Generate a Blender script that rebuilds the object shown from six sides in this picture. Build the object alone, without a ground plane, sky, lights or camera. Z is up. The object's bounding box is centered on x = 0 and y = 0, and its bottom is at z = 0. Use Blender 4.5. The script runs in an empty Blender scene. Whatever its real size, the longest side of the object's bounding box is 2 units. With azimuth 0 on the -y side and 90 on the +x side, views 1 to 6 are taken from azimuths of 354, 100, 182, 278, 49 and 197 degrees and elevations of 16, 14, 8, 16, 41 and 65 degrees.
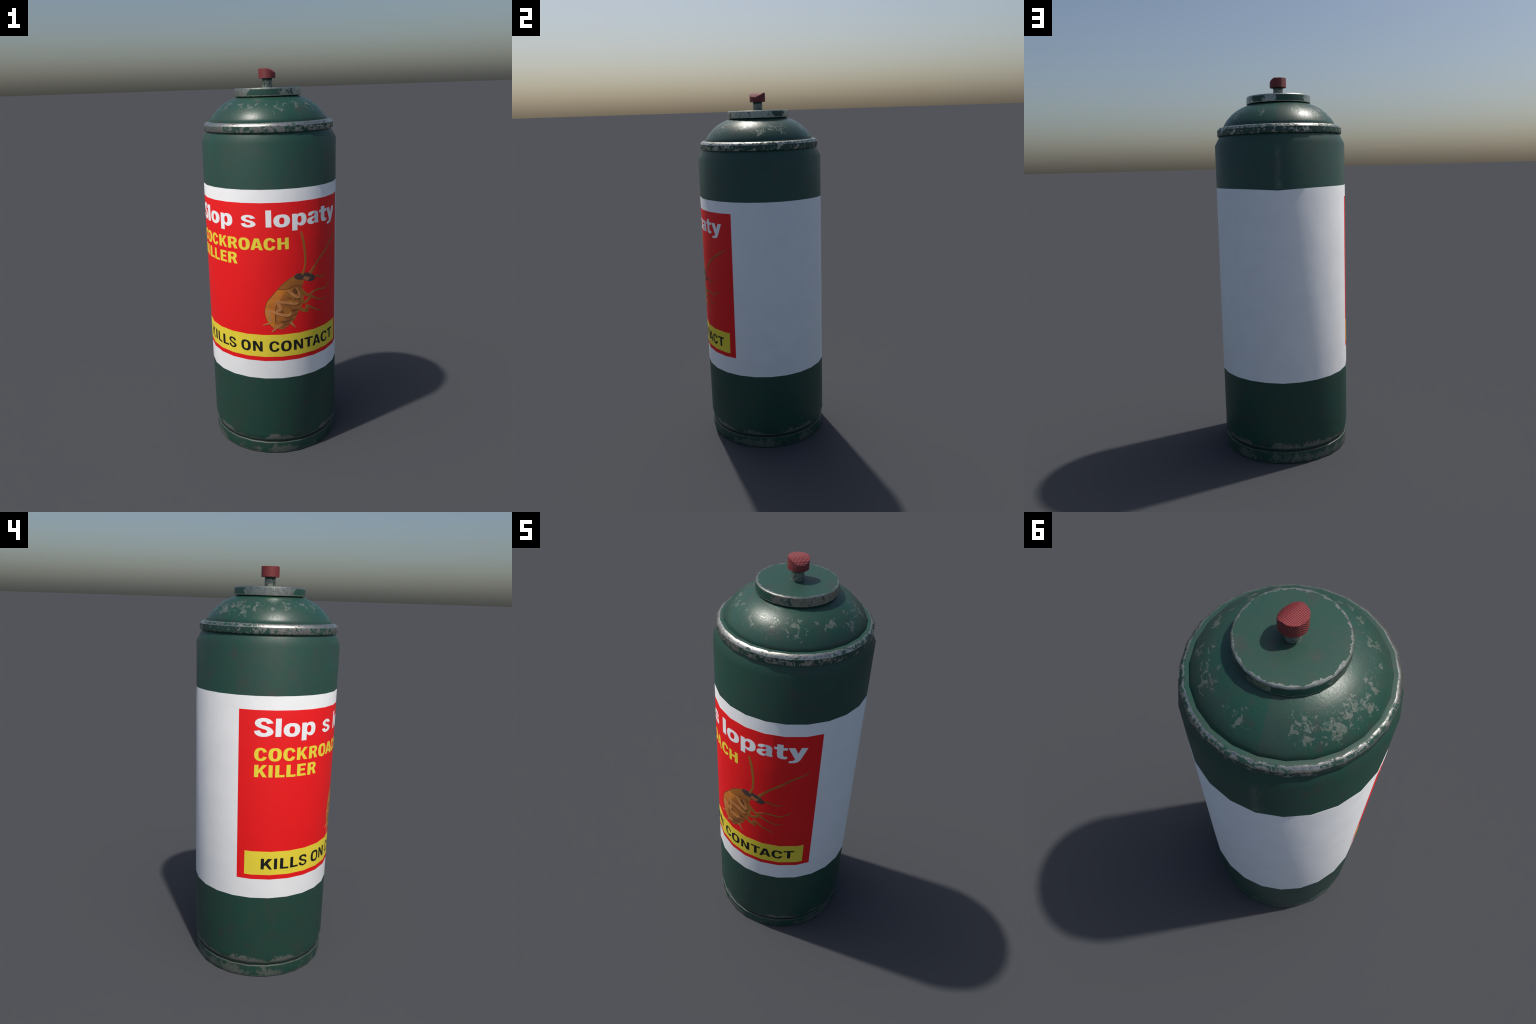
# A worn insecticide spray can: painted steel body, shoulder dome, crimped ring,
# valve cup, stem, knurled push button and a printed paper label.
import bpy, bmesh, math
from mathutils import Vector
from mathutils.geometry import tessellate_polygon

SEG = 24                                   # the can is a 24-sided turned form
STEP = 360.0 / SEG
ARC = math.radians(1) * 0.3465             # metres of label per degree


def wall_tilt(z):                          # soft shading: the wall leans up at the shoulder, down at the foot
    return math.tan(math.radians(-5.0 + 17.5 * (z - 0.105) / 1.547))


def wall_radius(z):                        # the wall flares very slightly upwards
    return 0.3456 + (z - 0.105) * 0.0022


# ------------------------------------------------------------------ node helper
class Nodes:
    def __init__(self, name):
        self.mat = bpy.data.materials.new(name)
        self.mat.use_nodes = True
        self.t = self.mat.node_tree
        self.t.nodes.clear()
        self.out = self.n('ShaderNodeOutputMaterial')
        self.b = self.n('ShaderNodeBsdfPrincipled')
        self.t.links.new(self.b.outputs[0], self.out.inputs[0])
        self.pos = self.n('ShaderNodeTexCoord').outputs['Object']
        sep = self.n('ShaderNodeSeparateXYZ')
        self.t.links.new(self.pos, sep.inputs[0])
        self.x, self.y, self.z = sep.outputs

    def n(self, kind, **kw):
        nd = self.t.nodes.new(kind)
        for k, v in kw.items():
            setattr(nd, k, v)
        return nd

    def put(self, socket, v):
        if hasattr(v, 'is_output'):
            self.t.links.new(v, socket)
        elif isinstance(v, (tuple, list)) and len(v) == 3 and socket.type == 'RGBA':
            socket.default_value = (*v, 1)
        else:
            socket.default_value = v

    def m(self, op, a, b=0.0, c=0.0):
        nd = self.n('ShaderNodeMath', operation=op)
        for s, v in zip(nd.inputs, (a, b, c)):
            self.put(s, v)
        return nd.outputs[0]

    def add(self, *v):
        r = v[0]
        for w in v[1:]:
            r = self.m('ADD', r, w)
        return r

    def mul(self, a, b):
        return self.m('MULTIPLY', a, b)

    def maxi(self, *v):
        r = v[0]
        for w in v[1:]:
            r = self.m('MAXIMUM', r, w)
        return r

    def ramp(self, v, lo, hi, to0=0.0, to1=1.0):
        nd = self.n('ShaderNodeMapRange', clamp=True)
        for s, w in zip(nd.inputs, (v, lo, hi, to0, to1)):
            self.put(s, w)
        return nd.outputs[0]

    def noise(self, scale, detail=4.0, rough=0.55, dist=0.0, stretch=(1, 1, 1), shift=(0, 0, 0)):
        mp = self.n('ShaderNodeMapping')
        self.put(mp.inputs['Vector'], self.pos)
        mp.inputs['Scale'].default_value = stretch
        mp.inputs['Location'].default_value = shift
        nd = self.n('ShaderNodeTexNoise')
        self.put(nd.inputs['Vector'], mp.outputs[0])
        nd.inputs['Scale'].default_value = scale
        nd.inputs['Detail'].default_value = detail
        nd.inputs['Roughness'].default_value = rough
        nd.inputs['Distortion'].default_value = dist
        return nd.outputs[0]

    def azimuth(self):                      # degrees, 0 on -y, 90 on +x
        a = self.m('ARCTAN2', self.x, self.mul(self.y, -1.0))
        return self.mul(a, 180 / math.pi)

    def sector(self, az, centre, half, soft=4.0):
        d = self.m('ABSOLUTE', self.m('WRAP', self.m('SUBTRACT', az, centre), 180.0, -180.0))
        return self.ramp(d, half + soft, half - soft)

    def near(self, point, radius):
        nd = self.n('ShaderNodeVectorMath', operation='DISTANCE')
        self.put(nd.inputs[0], self.pos)
        nd.inputs[1].default_value = point
        return self.ramp(nd.outputs['Value'], radius, 0.0)

    def mix(self, f, a, b):
        nd = self.n('ShaderNodeMix', data_type='RGBA')
        self.put(nd.inputs[0], f)
        self.put(nd.inputs[6], a)
        self.put(nd.inputs[7], b)
        return nd.outputs[2]

    def fmix(self, f, a, b):
        nd = self.n('ShaderNodeMix', data_type='FLOAT')
        self.put(nd.inputs[0], f)
        self.put(nd.inputs[2], a)
        self.put(nd.inputs[3], b)
        return nd.outputs[0]

    def bump(self, h, strength, dist):
        nd = self.n('ShaderNodeBump')
        nd.inputs['Strength'].default_value = strength
        nd.inputs['Distance'].default_value = dist
        self.put(nd.inputs['Height'], h)
        self.put(self.b.inputs['Normal'], nd.outputs[0])

    def set(self, color=None, rough=None, metal=None, spec=None):
        for k, v in (('Base Color', color), ('Roughness', rough), ('Metallic', metal), ('Specular IOR Level', spec)):
            if v is not None:
                self.put(self.b.inputs[k], v)
        return self.mat


GREEN = (0.0140, 0.068, 0.0475)
GREEN_DUSTY = (0.029, 0.055, 0.043)
STEEL = (0.155, 0.170, 0.148)


def painted_steel(name, wear_of, steel=STEEL, steel_rough=0.42, steel_metal=0.55, dark_tint_of=None, gloss=0.33, grainy=0.3, seam=False):
    """Green enamel over bare steel; wear_of(nodes) gives 0..1 where the steel shows."""
    k = Nodes(name)
    wear = wear_of(k)
    blot = k.ramp(k.noise(6.5, 6, 0.62, 0.6), 0.42, 0.72)
    fine = k.noise(95, 3, 0.6, stretch=(1, 1, 0.35))
    smudge = k.mul(k.ramp(k.noise(15, 8, 0.7, 0.4, shift=(3.1, 0, 1)), 0.53, 0.68), 0.75)
    paint = k.mix(k.mul(blot, 0.55), GREEN, GREEN_DUSTY)
    paint = k.mix(smudge, paint, (0.047, 0.052, 0.045))
    paint = k.mix(k.ramp(fine, 0.35, 0.75, 0.0, 0.16), paint, (0.042, 0.082, 0.065))
    grit = k.noise(130, 4, 0.7, 0.3)
    if seam:                               # greyer tone on one side of the back seam
        d = k.m('WRAP', k.m('SUBTRACT', k.azimuth(), 180.0), 180.0, -180.0)
        greyed = k.mul(k.ramp(d, 26.0, 0.0), k.m('GREATER_THAN', d, 0.0))
        paint = k.mix(k.mul(greyed, 0.5), paint, (0.050, 0.062, 0.052))
    grain = k.noise(80, 6, 0.7, stretch=(1, 1, 0.8), shift=(0, 2, 0))
    metal = k.mix(k.ramp(grain, 0.34, 0.60), tuple(0.72 * c for c in steel), tuple(min(1, 1.15 * c) for c in steel))
    color = k.mix(wear, paint, metal)
    if dark_tint_of:
        color = k.mix(dark_tint_of(k), color, (0.012, 0.017, 0.014))
    rough = k.fmix(wear, k.add(gloss, k.mul(grit, 0.26), k.mul(blot, 0.05)),
                   k.add(steel_rough - 0.12, k.mul(grain, 0.24)))
    k.set(color, rough, k.mul(wear, steel_metal), 0.5)
    h = k.add(k.mul(grit, 0.35), k.mul(grain, 0.2), k.mul(wear, -0.15))
    k.bump(h, grainy, 0.0016)
    return k.mat


def body_wear(k):
    az = k.azimuth()
    jag = k.noise(26, 7, 0.72, 0.5, stretch=(1, 1, 0.55))
    fine = k.noise(75, 5, 0.7, stretch=(1, 1, 1.6), shift=(1, 4, 0))
    below = k.ramp(k.z, 0.2, 0.18)
    # chipped lines on the lips of the groove and at the foot
    line_up = k.ramp(k.m('ABSOLUTE', k.m('SUBTRACT', k.z, 0.0825)), 0.0034, 0.0010)
    line_lo = k.ramp(k.m('ABSOLUTE', k.m('SUBTRACT', k.z, 0.0596)), 0.0030, 0.0008)
    foot = k.ramp(k.z, 0.0065, 0.002)
    lines = k.mul(k.maxi(line_up, k.mul(line_lo, 0.75), foot), k.ramp(k.add(jag, k.mul(fine, 0.35)), 0.54, 0.68, 0.05, 0.8))
    # scuffed smears rising above the groove and across the foot ring
    height = k.ramp(k.z, 0.082, 0.122, 1.0, 0.0)
    azj = k.add(az, k.mul(k.m('SUBTRACT', jag, 0.5), 14.0))
    patch = k.maxi(*[k.mul(k.sector(azj, c, h, 4.0), v) for c, h, v in
                     ((-2.5, 11, 1.0), (-61, 10, 1.0), (-95, 13, 0.9), (-78, 5, 0.5), (50, 13, 0.7), (84, 9, 0.8), (133, 17, 0.8), (215, 22, 0.75), (180, 9, 0.7))])
    foot_patch = k.maxi(*[k.mul(k.sector(azj, c, h, 5.0), v) for c, h, v in
                          ((-1.5, 12, 1.0), (-110, 17, 1.0), (-70, 9, 0.8), (205, 38, 0.9), (85, 26, 0.8), (140, 14, 0.7))])
    smear = k.mul(k.ramp(k.add(jag, k.mul(height, 0.30), k.mul(patch, 0.24)), 0.78, 0.86), k.ramp(height, 0.0, 0.25))
    smear = k.mul(smear, k.ramp(k.z, 0.0815, 0.083))
    low = k.ramp(k.m('ABSOLUTE', k.m('SUBTRACT', k.z, 0.02)), 0.036, 0.0)
    smear2 = k.mul(k.ramp(k.add(jag, k.mul(low, 0.20), k.mul(foot_patch, 0.17)), 0.71, 0.80), k.ramp(k.z, 0.06, 0.055))
    # the rubbed back seam
    seam = k.sector(k.add(az, k.mul(k.m('SUBTRACT', fine, 0.5), 9.0)), 180.0, 1.3, 2.2)
    span = k.mul(k.ramp(k.z, 1.66, 1.645), k.ramp(k.z, 1.42, 1.45))
    seam_top = k.mul(k.mul(seam, span), k.ramp(jag, 0.40, 0.62, 0.0, 0.75))
    seam_low = k.mul(k.mul(k.sector(az, 180.0, 0.35, 0.8), k.ramp(k.z, 0.128, 0.10)), 0.5)
    return k.maxi(k.mul(k.maxi(lines, k.mul(smear, 0.85), k.mul(smear2, 0.6)), below), seam_top, seam_low)


def groove_dark_tint(k):  # near-black tint over the groove, its lower lip and the bottom edge of the foot
    d = k.m('ABSOLUTE', k.m('SUBTRACT', k.z, 0.0666))
    g = k.ramp(d, 0.0066, 0.0040, 0.0, 0.92)
    return k.maxi(g, k.ramp(k.z, 0.002, 0.0005, 0.0, 0.7))


DOME_CHIPS = [((-0.205, 0.135, 1.820), 0.075, 1.0), ((-0.188, 0.180, 1.808), 0.065, 1.0), ((-0.250, 0.090, 1.803), 0.065, 0.9),
              ((-0.235, 0.020, 1.826), 0.055, 0.7), ((-0.105, 0.215, 1.826), 0.055, 1.0), ((-0.118, 0.240, 1.801), 0.050, 0.8),
              ((0.066, 0.246, 1.814), 0.040, 0.9), ((0.112, 0.230, 1.813), 0.030, 0.6), ((0.200, 0.155, 1.815), 0.060, 0.95),
              ((0.216, 0.120, 1.816), 0.050, 0.8), ((0.231, 0.055, 1.826), 0.050, 0.8), ((0.262, 0.048, 1.803), 0.045, 0.8),
              ((0.243, -0.040, 1.820), 0.042, 1.0), ((0.216, -0.087, 1.830), 0.030, 0.75), ((0.172, -0.168, 1.825), 0.060, 0.85),
              ((0.110, -0.212, 1.827), 0.065, 0.7), ((0.034, -0.243, 1.823), 0.060, 0.75), ((-0.118, -0.205, 1.828), 0.060, 0.7),
              ((-0.160, -0.180, 1.826), 0.060, 0.75), ((-0.216, -0.104, 1.826), 0.065, 0.75), ((-0.242, -0.050, 1.823), 0.060, 0.7),
              ((-0.040, -0.232, 1.830), 0.050, 0.5)]


def dome_wear(k):
    field = k.maxi(*[k.mul(k.ramp(k.near(p, r * 1.15), 0.0, 0.9), s) for p, r, s in DOME_CHIPS])
    flakes = k.noise(48, 8, 0.72, 0.5, stretch=(1, 1, 0.75), shift=(7, 5, 4))
    v = k.add(flakes, k.mul(field, 0.200))
    return k.ramp(v, 0.664, 0.686, 0.0, 0.80)


def ring_wear(k):
    az = k.azimuth()
    fl = k.noise(42, 6, 0.68, 0.5, shift=(0, 1, 0))
    sm = k.noise(90, 5, 0.7, stretch=(1, 1, 0.4))
    side = k.maxi(k.mul(k.sector(az, -38.0, 58.0, 18), 1.0), k.mul(k.sector(az, 48.0, 26.0, 14), 0.8),
                  k.mul(k.sector(az, 200.0, 17.0, 9), 0.35), k.mul(k.sector(az, 138.0, 20.0, 10), 0.3), k.mul(k.sector(az, 255.0, 8.0, 8), 0.4))
    face = k.ramp(k.add(fl, k.mul(side, 0.12)), 0.575, 0.61)
    # bright worn arrises and chamfer, never over the inner shelf
    under = k.ramp(k.z, 1.7060, 1.7040)
    over = k.mul(k.ramp(k.z, 1.7300, 1.7325), k.ramp(k.z, 1.7467, 1.7462))
    edge = k.mul(k.maxi(under, over), k.ramp(k.add(fl, k.mul(k.m('SUBTRACT', sm, 0.5), 0.4), k.mul(side, 0.15)), 0.53, 0.565))
    crest = k.maxi(k.ramp(k.m('ABSOLUTE', k.m('SUBTRACT', k.z, 1.7325)), 0.0022, 0.0010), k.ramp(k.m('ABSOLUTE', k.m('SUBTRACT', k.z, 1.7440)), 0.0020, 0.0010))
    edge = k.maxi(edge, k.mul(crest, k.ramp(k.add(fl, k.mul(k.m('SUBTRACT', sm, 0.5), 0.4), k.mul(side, 0.15)), 0.45, 0.49)))
    shelf = k.ramp(k.z, 1.7462, 1.7467)
    return k.mul(k.maxi(face, edge), k.m('SUBTRACT', 1.0, shelf))


def cup_wear(k):
    az0 = k.azimuth()
    wob = k.mul(k.m('SUBTRACT', k.noise(24, 5, 0.65, 0.4), 0.5), 46.0)
    az = k.add(az0, wob)
    paint = k.maxi(k.sector(az, 141.0, 15.0, 2), k.sector(az, 205.0, 30.0, 2), k.sector(az, -11.0, 27.0, 2), k.mul(k.sector(az, 34.0, 4.0, 2), 1.0))
    spots = k.ramp(k.noise(55, 4, 0.6, 0.3, shift=(5, 0, 0)), 0.622, 0.640)
    paint = k.maxi(paint, spots)
    side = k.mul(k.m('SUBTRACT', 1.0, paint), k.ramp(k.z, 1.9055, 1.9035))
    jag = k.noise(38, 6, 0.7, 0.3, shift=(0, 0, 3))
    rad = k.m('SQRT', k.add(k.mul(k.x, k.x), k.mul(k.y, k.y)))
    reach = k.ramp(k.add(rad, k.mul(k.m('SUBTRACT', jag, 0.52), 0.042)), 0.1595, 0.1610)
    top_edge = k.mul(reach, k.ramp(k.z, 1.8980, 1.9010))
    low_edge = k.mul(k.ramp(k.add(k.z, k.mul(jag, 0.008)), 1.8755, 1.8735), k.ramp(jag, 0.40, 0.46))
    return k.maxi(side, top_edge, low_edge)


def stem_wear(k):
    fl = k.noise(75, 6, 0.7, 0.5, shift=(1, 1, 0))
    top = k.ramp(k.z, 1.938, 1.950)
    return k.ramp(k.m('SUBTRACT', fl, k.mul(top, 0.4)), 0.41, 0.47)


def print_material(name, color, rough=0.55, vary=0.12, spec=0.35):
    k = Nodes(name)
    n = k.noise(9, 5, 0.6)
    dark = tuple(c * (1 - vary) for c in color)
    k.set(k.mix(k.ramp(n, 0.35, 0.65), dark, color), k.add(rough - 0.04, k.mul(n, 0.1)), 0.0, spec)
    dents = k.add(k.noise(7, 3, 0.5), k.mul(k.noise(40, 4, 0.6), 0.12))
    k.bump(dents, 0.20, 0.006)
    return k.mat


def insect_material(name, light, dark, scale=16.0, stretch=(1, 1, 1)):
    k = Nodes(name)
    n = k.noise(scale, 3, 0.5, 0.4, stretch=stretch)
    k.set(k.mix(k.ramp(n, 0.38, 0.62), dark, light), 0.55, 0.0, 0.35)
    return k.mat


def knurled_plastic():
    k = Nodes('knurled_red_plastic')
    pitch = 0.0054
    w = 2 * math.pi / pitch
    a = k.mul(k.m('ARCTAN2', k.x, k.mul(k.y, -1.0)), 0.0433)
    g = k.n('ShaderNodeNewGeometry')
    sep = k.n('ShaderNodeSeparateXYZ')
    k.t.links.new(g.outputs['True Normal'], sep.inputs[0])
    top = k.ramp(sep.outputs[2], 0.35, 0.4)
    ca, sa = math.cos(math.radians(-28)), math.sin(math.radians(-28))
    u_side, v_side = k.mul(k.add(a, k.z), 0.7071), k.mul(k.m('SUBTRACT', a, k.z), 0.7071)
    u_top = k.add(k.mul(k.x, ca), k.mul(k.y, sa))
    v_top = k.m('SUBTRACT', k.mul(k.y, ca), k.mul(k.x, sa))
    u, v = k.fmix(top, u_side, u_top), k.fmix(top, v_side, v_top)
    pat = k.m('SUBTRACT', 0.5, k.add(k.mul(k.m('COSINE', k.mul(u, w)), 0.25), k.mul(k.m('COSINE', k.mul(v, w)), 0.25)))
    dirt = k.noise(60, 4, 0.6)
    col = k.mix(k.ramp(pat, 0.08, 0.42), (0.050, 0.010, 0.011), (0.30, 0.034, 0.039))
    col = k.mix(k.ramp(dirt, 0.4, 0.75, 0.0, 0.35), col, (0.21, 0.05, 0.05))
    col = k.mix(k.ramp(pat, 0.80, 1.0, 0.0, 0.25), col, (0.45, 0.13, 0.12))
    k.set(col, 0.5, 0.0, 0.5)
    k.bump(pat, 0.8, 0.0026)
    return k.mat


# ------------------------------------------------------------------ geometry helpers
def add_object(name, mesh, parent, mat):
    ob = bpy.data.objects.new(name, mesh)
    bpy.context.scene.collection.objects.link(ob)
    ob.parent = parent
    if mat:
        mesh.materials.append(mat)
    return ob


def lathe(name, profile, parent, mat, seg=SEG, sharp=48.0):
    """Turn (radius, z) pairs, listed bottom to top outside, about the z axis."""
    bm = bmesh.new()
    rings = []
    for r, z in profile:
        if r < 1e-6:
            rings.append([bm.verts.new((0, 0, z))] * seg)
        else:
            rings.append([bm.verts.new((r * math.sin(2 * math.pi * i / seg), -r * math.cos(2 * math.pi * i / seg), z))
                          for i in range(seg)])
    for lo, hi in zip(rings, rings[1:]):
        for i in range(seg):
            j = (i + 1) % seg
            vs = []
            for v in (lo[i], lo[j], hi[j], hi[i]):
                if v not in vs:
                    vs.append(v)
            if len(vs) > 2:
                bm.faces.new(vs)
    bmesh.ops.recalc_face_normals(bm, faces=bm.faces)
    finish(bm, sharp)
    me = bpy.data.meshes.new(name)
    bm.to_mesh(me)
    bm.free()
    return add_object(name, me, parent, mat)


def finish(bm, sharp):
    for f in bm.faces:
        f.smooth = True
    for e in bm.edges:
        if len(e.link_faces) == 2 and e.calc_face_angle(0) > math.radians(sharp):
            e.smooth = False


def smooth_contour(points, res=7):
    """Closed outline. (x, y) is a smooth point, (x, y, 0) a corner."""
    n = len(points)
    P = [Vector((p[0], p[1])) for p in points]
    corner = [len(p) > 2 for p in points]
    out = []
    for i in range(n):
        j = (i + 1) % n
        a, b = P[i], P[j]
        if corner[i] and corner[j]:
            out.append(a)
            continue
        L = (b - a).length

        def tangent(q):
            d1, d2 = P[q] - P[q - 1], P[(q + 1) % n] - P[q]
            l1, l2 = max(d1.length, 1e-9), max(d2.length, 1e-9)
            t = d1 / l1 + d2 / l2
            return t.normalized() if t.length > 1e-9 else t
        ha = a + (b - a) / 3 if corner[i] else a + tangent(i) * L * 0.38
        hb = b - (b - a) / 3 if corner[j] else b - tangent(j) * L * 0.38
        for s in range(res):
            t = s / res
            out.append(a * (1 - t) ** 3 + ha * 3 * t * (1 - t) ** 2 + hb * 3 * t * t * (1 - t) + b * t ** 3)
    return out


def ribbon(spine, unit=0.00036, res=6):
    """Tapered stroke along (degrees, z, width) points, outline in (metres, z)."""
    P = [Vector((a * ARC, z)) for a, z, w in spine]
    W = [w * unit for a, z, w in spine]
    mid, wid = [], []
    for i in range(len(P) - 1):
        p0 = P[i - 1] if i else P[0] * 2 - P[1]
        p3 = P[i + 2] if i + 2 < len(P) else P[-1] * 2 - P[-2]
        p1, p2 = P[i], P[i + 1]
        last = i == len(P) - 2
        for s in range(res + (1 if last else 0)):
            t = s / res
            mid.append(0.5 * (2 * p1 + (p2 - p0) * t + (2 * p0 - 5 * p1 + 4 * p2 - p3) * t * t + (3 * p1 - p0 - 3 * p2 + p3) * t ** 3))
            wid.append(W[i] * (1 - t) + W[i + 1] * t)
    left, right = [], []
    for i, (p, w) in enumerate(zip(mid, wid)):
        d = (mid[min(i + 1, len(mid) - 1)] - mid[max(i - 1, 0)]).normalized()
        nrm = Vector((-d.y, d.x)) * w / 2
        left.append(p + nrm)
        right.append(p - nrm)
    d0, d1 = (mid[0] - mid[1]).normalized(), (mid[-1] - mid[-2]).normalized()
    return left + [mid[-1] + d1 * wid[-1] * 0.45] + right[::-1] + [mid[0] + d0 * wid[0] * 0.45]


def wrap_print(name, contours, parent, mat, height, foot, plain=False):
    """Lay a flat outline (metres along the arc, z) on the faceted can wall as a thin raised
    layer: cut it along the facet edges, give it an edge down to `foot`, bend it round."""
    flat = [p for c in contours for p in c]
    tris = tessellate_polygon([[Vector((p[0], p[1], 0)) for p in c] for c in contours])
    bm = bmesh.new()
    vs = [bm.verts.new((p[0], p[1], 0)) for p in flat]
    for t in tris:
        a, b, c = (flat[i] for i in t)
        area = (b[0] - a[0]) * (c[1] - a[1]) - (c[0] - a[0]) * (b[1] - a[1])
        if abs(area) < 1e-12:
            continue
        order = t if area > 0 else t[::-1]
        try:
            bm.faces.new([vs[i] for i in order])
        except ValueError:
            pass
    xs = [p[0] for p in flat]
    lo, hi = min(xs) / ARC, max(xs) / ARC
    for q in range(math.ceil(lo / STEP), math.floor(hi / STEP) + 1):
        bmesh.ops.bisect_plane(bm, geom=bm.verts[:] + bm.edges[:] + bm.faces[:], dist=1e-7,
                               plane_co=(q * STEP * ARC, 0, 0), plane_no=(1, 0, 0))
    if len(contours) == 1 and len(contours[0]) < 60 and plain:      # one clean face per facet
        on_line = [abs(v.co.x / (STEP * ARC) - round(v.co.x / (STEP * ARC))) < 1e-4 for v in bm.verts]
        bm.verts.index_update()
        loose = [e for e in bm.edges if len(e.link_faces) == 2 and not
                 (on_line[e.verts[0].index] and on_line[e.verts[1].index] and abs(e.verts[0].co.x - e.verts[1].co.x) < 1e-5)]
        bmesh.ops.dissolve_edges(bm, edges=loose, use_verts=False)
        bmesh.ops.dissolve_verts(bm, verts=[v for v in bm.verts if len(v.link_edges) == 2 and not v.is_boundary])
    rim = [e for e in bm.edges if len(e.link_faces) == 1]
    rim = [e for e in rim if not all(abs(abs(v.co.x) - 180 * ARC) < 1e-5 for v in e.verts)]
    top_faces = set(bm.faces)
    low = {}
    for e in rim:
        a, b = e.link_loops[0].vert, e.link_loops[0].link_loop_next.vert
        for v in (a, b):
            if v not in low:
                low[v] = bm.verts.new((v.co.x, v.co.y, -1))
        bm.faces.new((b, a, low[a], low[b]))
    bm.faces.index_update()
    is_top = [f in top_faces for f in bm.faces]
    az = {}
    for v in bm.verts:
        deg, z = v.co.x / ARC, v.co.y
        h = foot if v.co.z < -0.5 else height
        k = min(max(math.floor(deg / STEP + 1e-6), -SEG // 2), SEG // 2 - 1)
        w = deg / STEP - k
        r = wall_radius(z) + h
        a0, a1 = math.radians(k * STEP), math.radians((k + 1) * STEP)
        v.co = (r * (math.sin(a0) * (1 - w) + math.sin(a1) * w), -r * (math.cos(a0) * (1 - w) + math.cos(a1) * w), z)
    for f in bm.faces:
        f.smooth = True
    me = bpy.data.meshes.new(name)
    bm.normal_update()
    bm.to_mesh(me)
    bm.free()
    normals = []
    for poly in me.polygons:
        for li in poly.loop_indices:
            if is_top[poly.index]:
                co = me.vertices[me.loops[li].vertex_index].co
                out = Vector((co.x, co.y, 0)).normalized()
                normals.append((out + Vector((0, 0, wall_tilt(co.z)))).normalized())
            else:
                normals.append(poly.normal.copy())
    me.normals_split_custom_set(normals)
    return add_object(name, me, parent, mat)


def band(a0, a1, z0, z1, a0_top=None, a1_top=None):
    t0, t1 = (a0 if a0_top is None else a0_top), (a1 if a1_top is None else a1_top)
    return [(a0 * ARC, z0), (a1 * ARC, z0), (t1 * ARC, z1), (t0 * ARC, z1)]


# ------------------------------------------------------------------ lettering (unit boxes)
def oval(x0, x1, y0, y1, n=2.5, count=40):
    cx, cy, rx, ry = (x0 + x1) / 2, (y0 + y1) / 2, (x1 - x0) / 2, (y1 - y0) / 2
    out = []
    for i in range(count):
        c, s = math.cos(2 * math.pi * i / count), math.sin(2 * math.pi * i / count)
        out.append((cx + rx * math.copysign(abs(c) ** (2 / n), c), cy + ry * math.copysign(abs(s) ** (2 / n), s)))
    return out


def corners(*pts):
    return [(x, y, 0) for x, y in pts]


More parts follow.
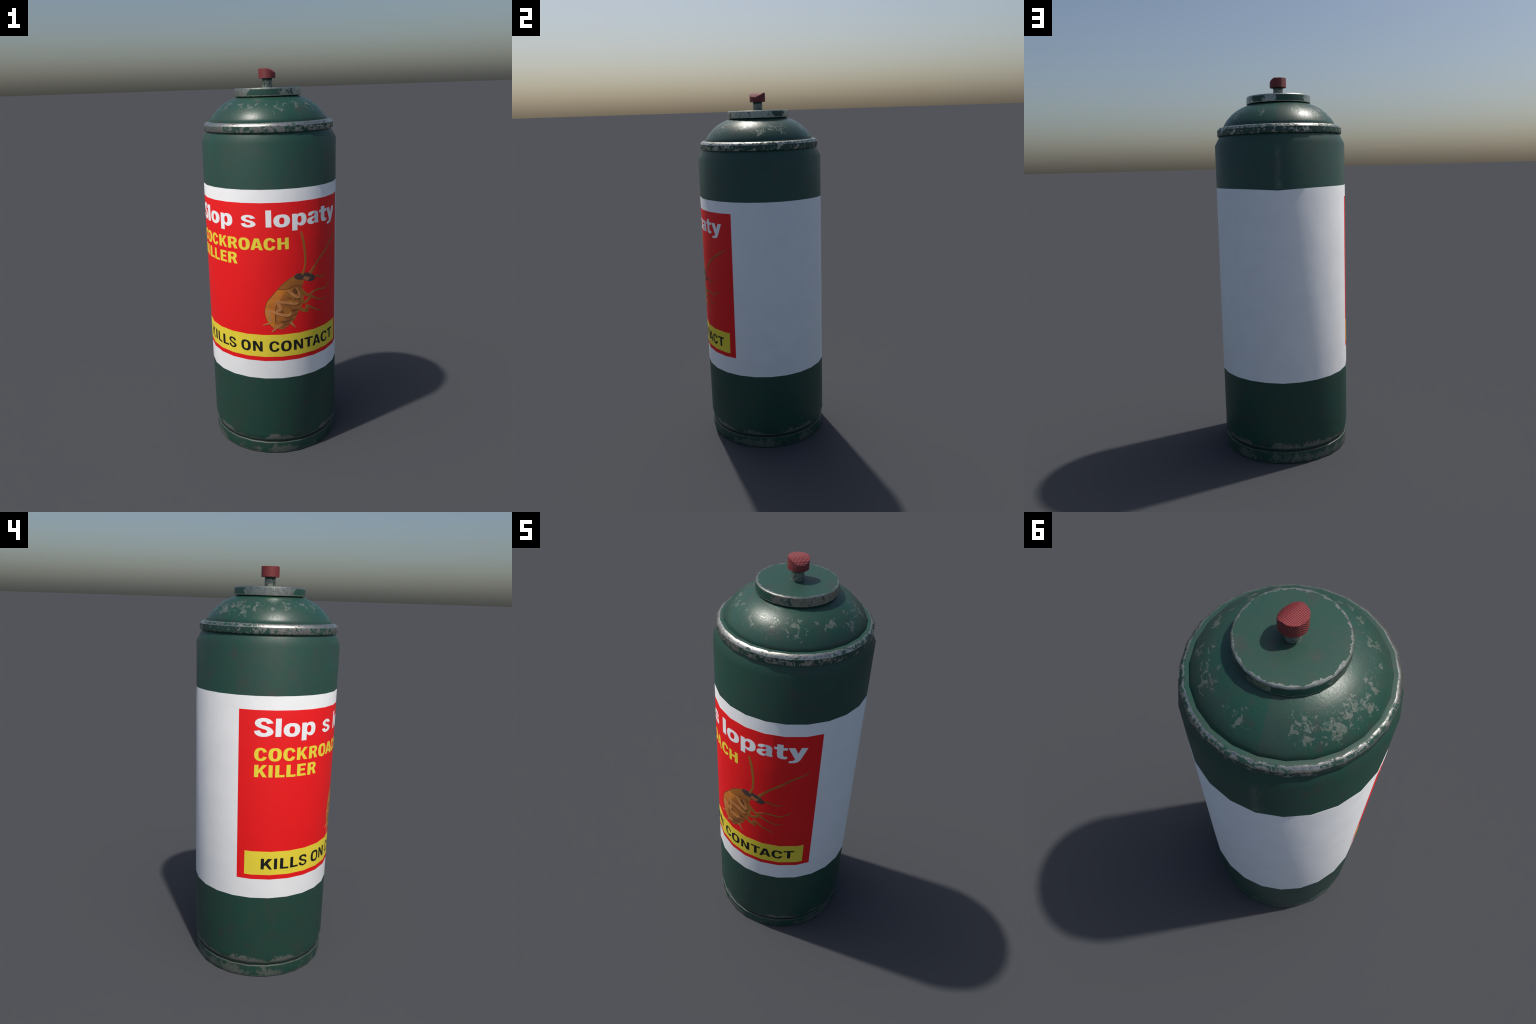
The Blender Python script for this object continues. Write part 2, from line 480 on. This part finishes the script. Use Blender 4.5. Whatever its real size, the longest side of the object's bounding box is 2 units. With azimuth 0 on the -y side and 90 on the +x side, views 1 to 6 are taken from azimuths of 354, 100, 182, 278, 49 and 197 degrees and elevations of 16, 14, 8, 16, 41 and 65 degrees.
def glyph(ch, fat):
    """Outlines of one grotesque letter in a unit box; fat = heavy, wide cut."""
    if ch in 'lI':
        return [corners((0, 0), (1, 0), (1, 1), (0, 1))]
    if ch == 'L':
        s, b = (0.42, 0.185) if fat else (0.37, 0.165)
        return [corners((0, 0), (0, 1), (s, 1), (s, b), (1, b), (1, 0))]
    if ch == 'E':
        return [corners((0, 0), (0, 1), (.97, 1), (.97, .82), (.38, .82), (.38, .6), (.88, .6), (.88, .43), (.38, .43), (.38, .18), (1, .18), (1, 0))]
    if ch == 'H':
        return [corners((0, 0), (0, 1), (.33, 1), (.33, .62), (.67, .62), (.67, 1), (1, 1), (1, 0), (.67, 0), (.67, .44), (.33, .44), (.33, 0))]
    if ch == 'N':
        return [corners((0, 0), (0, 1), (.32, 1), (.72, .38), (.72, 1), (1, 1), (1, 0), (.70, 0), (.28, .64), (.28, 0))]
    if ch == 'T':
        return [corners((0, 1), (1, 1), (1, .83), (.65, .83), (.65, 0), (.35, 0), (.35, .83), (0, .83))]
    if ch == 'K':
        s = .32 if fat else .28
        return [corners((0, 0), (0, 1), (s, 1), (s, .57), (s + .32, 1), (.98, 1), (.60, .575), (1, 0), (1.32 - s * 2.05, 0), (.41, .40), (s, .29), (s, 0))]
    if ch == 'A':
        t = 0 if fat else .035
        return [corners((0, 0), (.31 + t, 1), (.69 - t, 1), (1, 0), (.70 + t, 0), (.64 + t, .19), (.36 - t, .19), (.30 - t, 0)),
                corners((.405 - t, .355), (.5, .74), (.595 + t, .355))]
    if ch == 'R':
        return [[(0, 0, 0), (0, 1, 0), (.50, 1), (.75, .98), (.91, .87), (.95, .71), (.90, .56), (.75, .455, 0), (.83, .35), (1, 0, 0), (.66, 0, 0),
                 (.54, .28), (.45, .375), (.34, .385, 0), (.34, 0, 0)],
                [(.34, .565, 0), (.46, .565), (.58, .60), (.63, .70), (.58, .81), (.46, .835), (.34, .835, 0)]]
    if ch == 'O':
        s, b = (.325, .165) if fat else (.275, .15)
        return [oval(0, 1, -.035, 1.035, 2.5), oval(s, 1 - s, b, 1 - b, 2.7)[::-1]]
    if ch == 'o':
        return [oval(0, 1, -.025, 1.03, 2.3), oval(.338, .66, .225, .785, 2.5)[::-1]]
    if ch == 'C':
        s, b = (.33, .16) if fat else (.275, .14)
        k = 0 if fat else .03
        return [[(1, .70, 0), (.90, .88), (.72, .99), (.50, 1.03), (.25, .98), (.08, .84), (0, .62), (0, .38), (.08, .16), (.25, .02), (.50, -.035),
                 (.72, .0), (.90, .11), (1, .285, 0), (.70 + k, .335, 0), (.655 + k, .225), (.53, b), (.42 - k, b + .03), (s + .02, .29), (s, .5),
                 (s + .02, .72), (.42 - k, .97 - b), (.53, 1 - b), (.655 + k, .785), (.70 + k, .655, 0)]]
    if ch in 'Ss' and fat:
        return [[(.99, .746, 0), (.668, .694, 0), (.61, .786), (.49, .826), (.39, .795), (.35, .725), (.42, .64), (.58, .587), (.815, .495), (.955, .37),
                 (1, .25), (.93, .13), (.756, .03), (.49, -.015), (.226, .03), (.065, .144), (0, .29, 0), (.30, .343, 0), (.36, .235), (.49, .187),
                 (.62, .214), (.676, .285), (.62, .358), (.40, .434), (.168, .535), (.056, .655), (.044, .786), (.138, .92), (.315, .995), (.49, 1.015),
                 (.756, .965), (.90, .86)]]
    if ch == 'S':
        return [[(.96, .72, 0), (.72, .70, 0), (.67, .80), (.50, .865), (.34, .825), (.29, .73), (.36, .635), (.55, .565), (.82, .46), (.97, .33), (.98, .21),
                 (.88, .07), (.70, 0), (.50, -.025), (.25, .02), (.08, .14), (.02, .30, 0), (.26, .33, 0), (.33, .2), (.50, .125), (.67, .155), (.74, .24),
                 (.69, .33), (.50, .405), (.20, .51), (.06, .64), (.05, .78), (.15, .93), (.34, 1.01), (.50, 1.025), (.70, 1.0), (.87, .9)]]
    if ch == 'p':
        return [[(0, 1, 0), (.305, 1, 0), (.315, .91, 0), (.45, 1.005), (.66, 1.03), (.86, .93), (.98, .72), (1, .5), (.98, .28), (.86, .07), (.68, -.025),
                 (.50, 0), (.34, .11, 0), (.34, -.375, 0), (0, -.375, 0)],
                oval(.345, .645, .225, .785, 2.6)[::-1]]
    if ch == 'a':
        return [[(.06, .70, 0), (.12, .9), (.30, 1.0), (.52, 1.03), (.78, .99), (.93, .87), (.96, .68), (.96, .22), (1, 0, 0), (.66, 0, 0), (.63, .1, 0),
                 (.50, 0), (.33, -.03), (.10, .04), (0, .25), (.08, .45), (.30, .56), (.50, .61), (.62, .67, 0), (.61, .77), (.52, .83), (.42, .80), (.36, .685, 0)],
                [(.62, .47, 0), (.62, .34), (.57, .24), (.45, .19), (.36, .245), (.37, .345), (.48, .42)]]
    if ch == 't':
        return [[(.22, 1.26, 0), (.68, 1.26, 0), (.68, 1, 0), (1, 1, 0), (1, .78, 0), (.68, .78, 0), (.68, .34), (.72, .235), (.82, .205), (.98, .225, 0),
                 (.98, .01, 0), (.76, -.03), (.48, -.02), (.29, .07), (.22, .28), (.22, .78, 0), (0, .78, 0), (0, 1, 0), (.22, 1, 0)]]
    if ch == 'y':
        return [[(0, 1, 0), (.345, 1, 0), (.51, .47, 0), (.67, 1, 0), (1, 1, 0), (.665, -.03, 0), (.56, -.25), (.42, -.355), (.25, -.39), (.04, -.38, 0),
                 (.05, -.20, 0), (.20, -.19), (.30, -.14), (.36, -.03, 0)]]


def letters(row, z0, z1, fat, parent, mat, height, foot):
    for ch, a0, a1, *top in row:
        zt = top[0] if top else z1
        cs = []
        for c in glyph(ch, fat):
            pts = smooth_contour(c, 6) if any(len(p) > 2 for p in c) or len(c) < 30 else [Vector(p) for p in c]
            cs.append([((a0 + p[0] * (a1 - a0)) * ARC, z0 + p[1] * (zt - z0)) for p in pts])
        wrap_print('letter', cs, parent, mat, height, foot)


# ------------------------------------------------------------------ the can
can = bpy.data.objects.new('spray_can', None)
bpy.context.scene.collection.objects.link(can)
can['label'] = 'worn green insecticide spray can with red and white label'
can['category'] = 'spray can'

m_body = painted_steel('green_enamel_body', body_wear, steel=(0.20, 0.205, 0.178), steel_metal=0.3, dark_tint_of=groove_dark_tint)
m_dome = painted_steel('green_enamel_dome', dome_wear, steel=(0.185, 0.213, 0.178), steel_metal=0.4, steel_rough=0.34, gloss=0.22, grainy=0.75, seam=True)
m_ring = painted_steel('green_enamel_ring', ring_wear, steel=(0.47, 0.46, 0.42), steel_rough=0.36, steel_metal=0.95, grainy=0.6)
m_cup = painted_steel('green_enamel_cup', cup_wear, steel=(0.35, 0.365, 0.325), steel_rough=0.34, steel_metal=0.9)
m_stem = painted_steel('green_enamel_stem', stem_wear, steel=(0.30, 0.31, 0.275), steel_rough=0.42, steel_metal=0.5)

SKIN = -0.0005                              # bare wall lies this far under the label
body = lathe('body', [(0.0, 0.016), (0.29, 0.014), (0.312, 0.004), (0.319, 0.0), (0.3378, 0.0), (0.3390, 0.0030), (0.3402, 0.0602),
                      (0.3350, 0.0632), (0.3345, 0.0690), (0.3392, 0.0800), (0.3405, 0.0830),
                      (wall_radius(0.108) + SKIN, 0.108), (wall_radius(1.652) + SKIN, 1.652), (0.3245, 1.6975), (0.3215, 1.7035), (0.30, 1.7035)],
             can, m_body, sharp=38)
ring = lathe('seam_ring', [(0.312, 1.7022), (0.3292, 1.7006), (0.3316, 1.7016), (0.3333, 1.7050), (0.3335, 1.7070), (0.3336, 1.7300), (0.3334, 1.7325), (0.3222, 1.7438),
                           (0.3165, 1.7466), (0.3150, 1.7468), (0.3030, 1.7470), (0.2960, 1.7470)], can, m_ring, sharp=52)
dome = lathe('dome', [(0.300, 1.738), (0.3035, 1.7455), (0.2935, 1.7640), (0.2825, 1.7815), (0.2570, 1.8095), (0.2305, 1.8304), (0.2000, 1.8476),
                      (0.1690, 1.8598), (0.1590, 1.8625), (0.1575, 1.8680)], can, m_dome, sharp=60)
cup = lathe('valve_cup', [(0.150, 1.8666), (0.1690, 1.8656), (0.1708, 1.8674), (0.1700, 1.8975), (0.1692, 1.9022), (0.1658, 1.9056), (0.1560, 1.9062),
                          (0.06, 1.9062), (0.0, 1.9062)], can, m_cup, sharp=30)
stem = lathe('valve_stem', [(0.0264, 1.9030), (0.0262, 1.9530)], can, m_stem, seg=16)


def push_button():
    """A knurled cylinder whose top slopes away on one side for the finger and the spray."""
    seg, r, z0, z1 = 20, 0.0436, 1.9513, 2.0
    ax = math.radians(71)
    dx, dy = math.sin(ax), -math.cos(ax)
    bm = bmesh.new()
    bmesh.ops.create_cone(bm, cap_ends=True, segments=seg, radius1=r, radius2=r, depth=z1 - z0)
    bmesh.ops.translate(bm, verts=bm.verts, vec=(0, 0, (z0 + z1) / 2))
    # two planar cuts give the slightly rounded slope
    for c, slope in ((0.006, 0.50), (0.026, 0.78)):
        zc = z1 - (0.0 if c < 0.01 else (0.026 - 0.006) * 0.50)
        nrm = Vector((dx * slope, dy * slope, 1.0)).normalized()
        res = bmesh.ops.bisect_plane(bm, geom=bm.verts[:] + bm.edges[:] + bm.faces[:], plane_co=(dx * c, dy * c, zc),
                                     plane_no=nrm, clear_outer=True)
        cut = [e for e in res['geom_cut'] if isinstance(e, bmesh.types.BMEdge)]
        bmesh.ops.holes_fill(bm, edges=[e for e in bm.edges if e.is_boundary], sides=0)
    rim = [e for e in bm.edges if len(e.link_faces) == 2 and e.calc_face_angle(0) > math.radians(40)]
    bmesh.ops.bevel(bm, geom=rim, offset=0.0011, segments=1, affect='EDGES', profile=0.5)
    bmesh.ops.recalc_face_normals(bm, faces=bm.faces)
    finish(bm, 30)
    me = bpy.data.meshes.new('push_button')
    bm.to_mesh(me)
    bm.free()
    return add_object('push_button', me, can, knurled_plastic())


push_button()

# ------------------------------------------------------------------ the paper label
WHITE, RED, YELLOW, BLACK = (0.95, 0.95, 0.95), (0.90, 0.009, 0.011), (0.93, 0.74, 0.055), (0.012, 0.012, 0.010)
m_white = print_material('label_paper', WHITE, 0.6, 0.04)
m_red = print_material('red_ink', RED, 0.55, 0.03)
m_yellow = print_material('yellow_ink', YELLOW, 0.55, 0.05)
m_black = print_material('black_ink', BLACK, 0.5, 0.2)

top_edge, low_edge = [], []
for q in range(-SEG // 2, SEG // 2 + 1):
    a = q * STEP
    back = max(0.0, abs(a) - 60) / 120
    sag = {180: 0.0085, 165: 0.004, 150: 0.001}.get(int(abs(a)), 0.0)
    top_edge.append((a * ARC, 1.4358 - 0.0055 * back - sag))
    low_edge.append((a * ARC, 0.4448 - 0.0040 * back - 0.3 * sag))
label = wrap_print('label', [low_edge + top_edge[::-1]], can, m_white, 0.0, -0.002, True)
wrap_print('red_panel', [band(-101.95, 71.2, 0.5442, 1.3718, -103.0, 72.4)], label, m_red, 0.00025, -0.0003, True)
wrap_print('yellow_banner', [band(-95.8, 64.9, 0.5675, 0.6888, -95.85, 65.15)], label, m_yellow, 0.0005, 0.0001, True)

INK = 0.0005
letters([('S', -91.0, -76.4), ('l', -74.85, -70.35)], 1.2512, 1.3350, True, label, m_white, INK, 0.0001)
letters([('o', -68.6, -55.1), ('p', -53.4, -40.4), ('s', -32.2, -19.5), ('l', -11.25, -6.7, 1.3354), ('o', -5.0, 8.6), ('p', 10.4, 23.35), ('a', 24.2, 36.5),
         ('t', 37.45, 47.1), ('y', 47.6, 61.5)], 1.2514, 1.3117, True, label, m_white, INK, 0.0001)
letters([('C', -90.2, -80.7), ('O', -79.5, -69.3), ('C', -67.95, -58.3), ('K', -56.8, -47.15), ('R', -45.8, -36.4), ('O', -35.2, -25.0),
         ('A', -24.5, -14.0), ('C', -13.35, -3.75), ('H', -2.2, 7.2)], 1.1378, 1.1965, True, label, m_yellow, INK, 0.0001)
letters([('K', -89.9, -80.1), ('I', -79.0, -75.95), ('L', -73.85, -66.35), ('L', -65.0, -57.25), ('E', -56.0, -48.0), ('R', -46.4, -37.0)],
        1.0592, 1.1176, True, label, m_yellow, INK, 0.0001)
letters([('K', -82.5, -73.2), ('I', -71.85, -69.2), ('L', -66.8, -59.65), ('L', -58.05, -50.7), ('S', -50.15, -41.5), ('O', -36.6, -27.3), ('N', -25.4, -16.8),
         ('C', -11.0, -2.3), ('O', -1.05, 8.25), ('N', 10.2, 18.9), ('T', 20.3, 28.9), ('A', 28.45, 38.2), ('C', 38.9, 48.0), ('T', 48.8, 57.5)],
        0.5968, 0.6524, False, label, m_black, 0.00075, 0.0003)

# ------------------------------------------------------------------ the printed cockroach
m_shell = insect_material('insect_shell', (0.43, 0.148, 0.024), (0.35, 0.116, 0.020), 10)
m_wing = insect_material('insect_wing', (0.70, 0.230, 0.026), (0.52, 0.155, 0.026), 9)
m_belly = insect_material('insect_belly', (0.44, 0.152, 0.028), (0.28, 0.088, 0.018), 12, (1, 1, 2.5))
m_leg = insect_material('insect_leg', (0.60, 0.250, 0.080), (0.50, 0.195, 0.058), 14)
m_limb = insect_material('insect_limb', (0.42, 0.155, 0.024), (0.34, 0.120, 0.020), 14)
m_head = insect_material('insect_head', (0.095, 0.055, 0.048), (0.080, 0.045, 0.042), 14)
m_mark = insect_material('insect_mark', (0.52, 0.18, 0.06), (0.44, 0.145, 0.05), 20)
m_crease = insect_material('insect_crease', (0.17, 0.058, 0.018), (0.14, 0.046, 0.015), 14)


def area(points, res=6):
    return [(p.x, p.y) for p in smooth_contour([(q[0] * ARC, *q[1:]) for q in points], res)]


BELLY = [(7.4, .9345, 0), (4.2, .9182), (.6, .8922), (-1.7, .8715), (-4.3, .8504), (-5.3, .8182), (-5.4, .7893), (-5.0, .7602), (-4.6, .7346),
         (-2.2, .7204), (0, .7186), (2.1, .7199), (4.8, .7303), (7.2, .7413), (9.5, .7542), (12.0, .7725), (13.8, .7948), (15.3, .8135), (18.1, .8354),
         (19.2, .8557), (20.2, .8762), (19.8, .891), (18.4, .9141), (18.7, .9344, 0), (16.6, .9425), (13.5, .9446), (10.6, .943)]
PRONOTUM = [(11.4, .9953), (7.8, .9856), (3.7, .9697), (-.3, .9511), (-2.6, .9327, 0), (.7, .9311), (4.2, .9306), (7.7, .9364), (10.6, .9440),
            (13.5, .9446), (16.6, .9429), (18.6, .9360, 0), (19.4, .9486), (20.3, .9654, 0), (16.0, .9753)]
WING = [(-2.6, .9338, 0), (-7.2, .9026), (-10.6, .8799), (-12.7, .8552), (-13.8, .8266), (-13.7, .7995), (-12.7, .7758), (-11.1, .7556), (-9.2, .7389),
        (-7.3, .7269), (-5.1, .7251, 0), (-4.6, .7382), (-5.0, .7602), (-5.4, .7893), (-5.3, .8182), (-4.3, .8504), (-1.7, .8715), (.6, .8922),
        (4.2, .9182), (7.7, .9350, 0), (4.2, .9306), (.7, .9304)]
HEAD = [(11.4, .9911), (12.2, 1.0004), (13.7, 1.0065), (18.1, 1.0059), (22.7, 1.0038), (26.7, .9974), (30.0, .9839), (31.6, .9685), (30.0, .9565),
        (26.6, .9541), (22.0, .9628), (18.0, .9714), (13.6, .9784)]

roach = wrap_print('cockroach', [area(BELLY)], can, m_belly, 0.0005, 0.0001)


def outline(points, w=7):
    pts = [(p[0], p[1], w) for p in points]
    return ribbon(pts)


def layer(name, contour, mat, level):
    return wrap_print(name, [contour], roach, mat, 0.0005 + 0.00013 * level, 0.0001)


layer('wing_case', area(WING), m_wing, 1)
layer('pronotum', area(PRONOTUM), m_shell, 2)
for spine in ([(-1.0, .7615, 10), (2.5, .7569, 26), (7.2, .7650, 18), (10.8, .7704, 8)],
              [(2.6, .7794, 8), (7.3, .7796, 12), (11.4, .7903, 20), (13.7, .7938, 8)],
              [(7.3, .8122, 10), (10.9, .8150, 22), (15.7, .8167, 10)],
              [(-3.9, .7345, 6), (.1, .7412, 14), (6.0, .7441, 10), (9.0, .7528, 6)],
              [(-5.2, .7500, 8), (-5.3, .7748, 14), (-5.1, .7965, 18), (-5.2, .8182, 13), (-3.9, .8539, 8)],
              [(11.6, .8811, 8), (15.1, .8714, 22), (18.1, .8660, 10)],
              [(-.5, .8121, 20), (1.5, .8218, 24), (.9, .8060, 14)],
              [(6.0, .8890, 6), (8.5, .8760, 16), (13.5, .8730, 8)],
              [(-2.4, .9320, 5), (.7, .9308, 7), (4.2, .9303, 8), (7.7, .9362, 9), (10.6, .9440, 8), (13.5, .9449, 8), (16.6, .9432, 7), (18.6, .9362, 5)],
              [(-2.8, .9330, 5), (-7.3, .9026, 6), (-10.7, .8799, 6), (-12.8, .8552, 6), (-13.9, .8266, 6), (-13.8, .7995, 6), (-12.8, .7758, 6),
               (-11.2, .7556, 6), (-9.3, .7389, 6), (-7.4, .7269, 5)],
              [(11.2, .9950, 5), (7.7, .9858, 6), (3.6, .9699, 6), (-.4, .9514, 6), (-2.7, .9330, 5)]):
    layer('crease', ribbon(spine), m_crease, 3)
layer('thorax_hollow', area([(12.2, .9313), (13.6, .9225), (13.9, .9099), (12.8, .9017), (11.0, .9101), (10.0, .9214), (10.6, .9295)]), m_crease, 4)
layer('coxa', area([(6.0, .8688, 0), (8.7, .8742), (12.2, .8682), (14.8, .8520), (13.3, .8440), (7.5, .8535)]), m_limb, 4)
layer('coxa', area([(.9, .8204), (2.7, .8317), (5.4, .8352), (7.4, .8230), (8.8, .8039), (7.3, .7923), (3.8, .8003)]), m_limb, 4)
for i, spine in enumerate(([(5.9, .9224, 30), (9.3, .9023, 40), (12.8, .8856, 40), (15.5, .8818, 34), (15.9, .8957, 24), (14.6, .9165, 18), (12.9, .9308, 12)],
                           [(-4.8, .8677, 36), (-.6, .8649, 36), (5.1, .8587, 40), (11.0, .8507, 42), (14.5, .8497, 32)],
                           [(-3.7, .8620, 30), (-1.8, .8465, 46), (-.8, .8248, 42), (-4.4, .8181, 26)],
                           [(-12.8, .8185, 24), (-9.2, .8187, 34), (-4.7, .8073, 38), (.9, .7959, 42), (6.1, .7913, 42), (8.2, .8025, 22)],
                           [(-11.7, .8170, 40), (-10.4, .7972, 52), (-9.1, .7680, 54), (-9.3, .7553, 26)])):
    layer('folded_leg', ribbon(spine), m_leg, (6, 6, 5, 6, 5)[i])
for i, spine in enumerate(([(31.3, .9730, 26), (34.8, .9739, 26), (37.8, .9639, 22), (41.3, .9629, 18), (45.6, .9695, 12)],
                           [(17.8, .9187, 50), (20.9, .8961, 52), (24.9, .8823, 36), (31.5, .8990, 26), (38.1, .8970, 22), (44.2, .8943, 20), (48.2, .9037, 18),
                            (52.3, .9166, 12)],
                           [(16.9, .8626, 56), (21.0, .8487, 44), (24.4, .8570, 46), (27.2, .8720, 38), (32.2, .8577, 22), (37.4, .8417, 18), (41.5, .8393, 14),
                            (46.6, .8437, 10)],
                           [(15.8, .8219, 52), (19.9, .8056, 52), (23.6, .8017, 46), (24.2, .8090, 26)],
                           [(23.4, .8040, 30), (22.7, .8160, 42), (23.3, .8262, 40), (25.0, .8222, 32), (29.7, .8050, 24), (34.5, .7905, 16),
                            (39.4, .7766, 8)])):
    layer('leg', ribbon(spine), m_limb, 4)
for spine in ([(.8, .7436, 14), (-2.8, .7344, 44), (-5.1, .7255, 36), (-6.8, .7147, 24), (-8.5, .7058, 12)],
              [(-10.9, .7519, 22), (-13.4, .7475, 18), (-15.8, .7437, 10)],
              [(8.1, .7480, 40), (9.8, .7357, 28), (12.0, .7212, 10)]):
    layer('tail_spine', ribbon(spine), m_leg, 5)
layer('head', area(HEAD), m_head, 5)
layer('head_mark', area([(19.0, .9721, 0), (20.5, .9835), (22.7, .9840), (24.1, .9782), (26.5, .9792, 0), (25.0, .9645), (22.3, .9610, 0), (21.2, .9687)]), m_mark, 6)
layer('antenna', ribbon([(19.0, .9992, 36), (20.4, 1.0182, 28), (21.6, 1.0450, 26), (21.9, 1.0796, 32), (21.4, 1.1216, 36), (20.0, 1.1743, 36), (18.2, 1.2174, 26)]), m_limb, 6)
layer('antenna', ribbon([(26.9, .9979, 46), (30.6, 1.0250, 34), (34.9, 1.0512, 29), (42.0, 1.0848, 28), (51.2, 1.1254, 26), (59.8, 1.1516, 19), (64.2, 1.1674, 9)]), m_limb, 6)
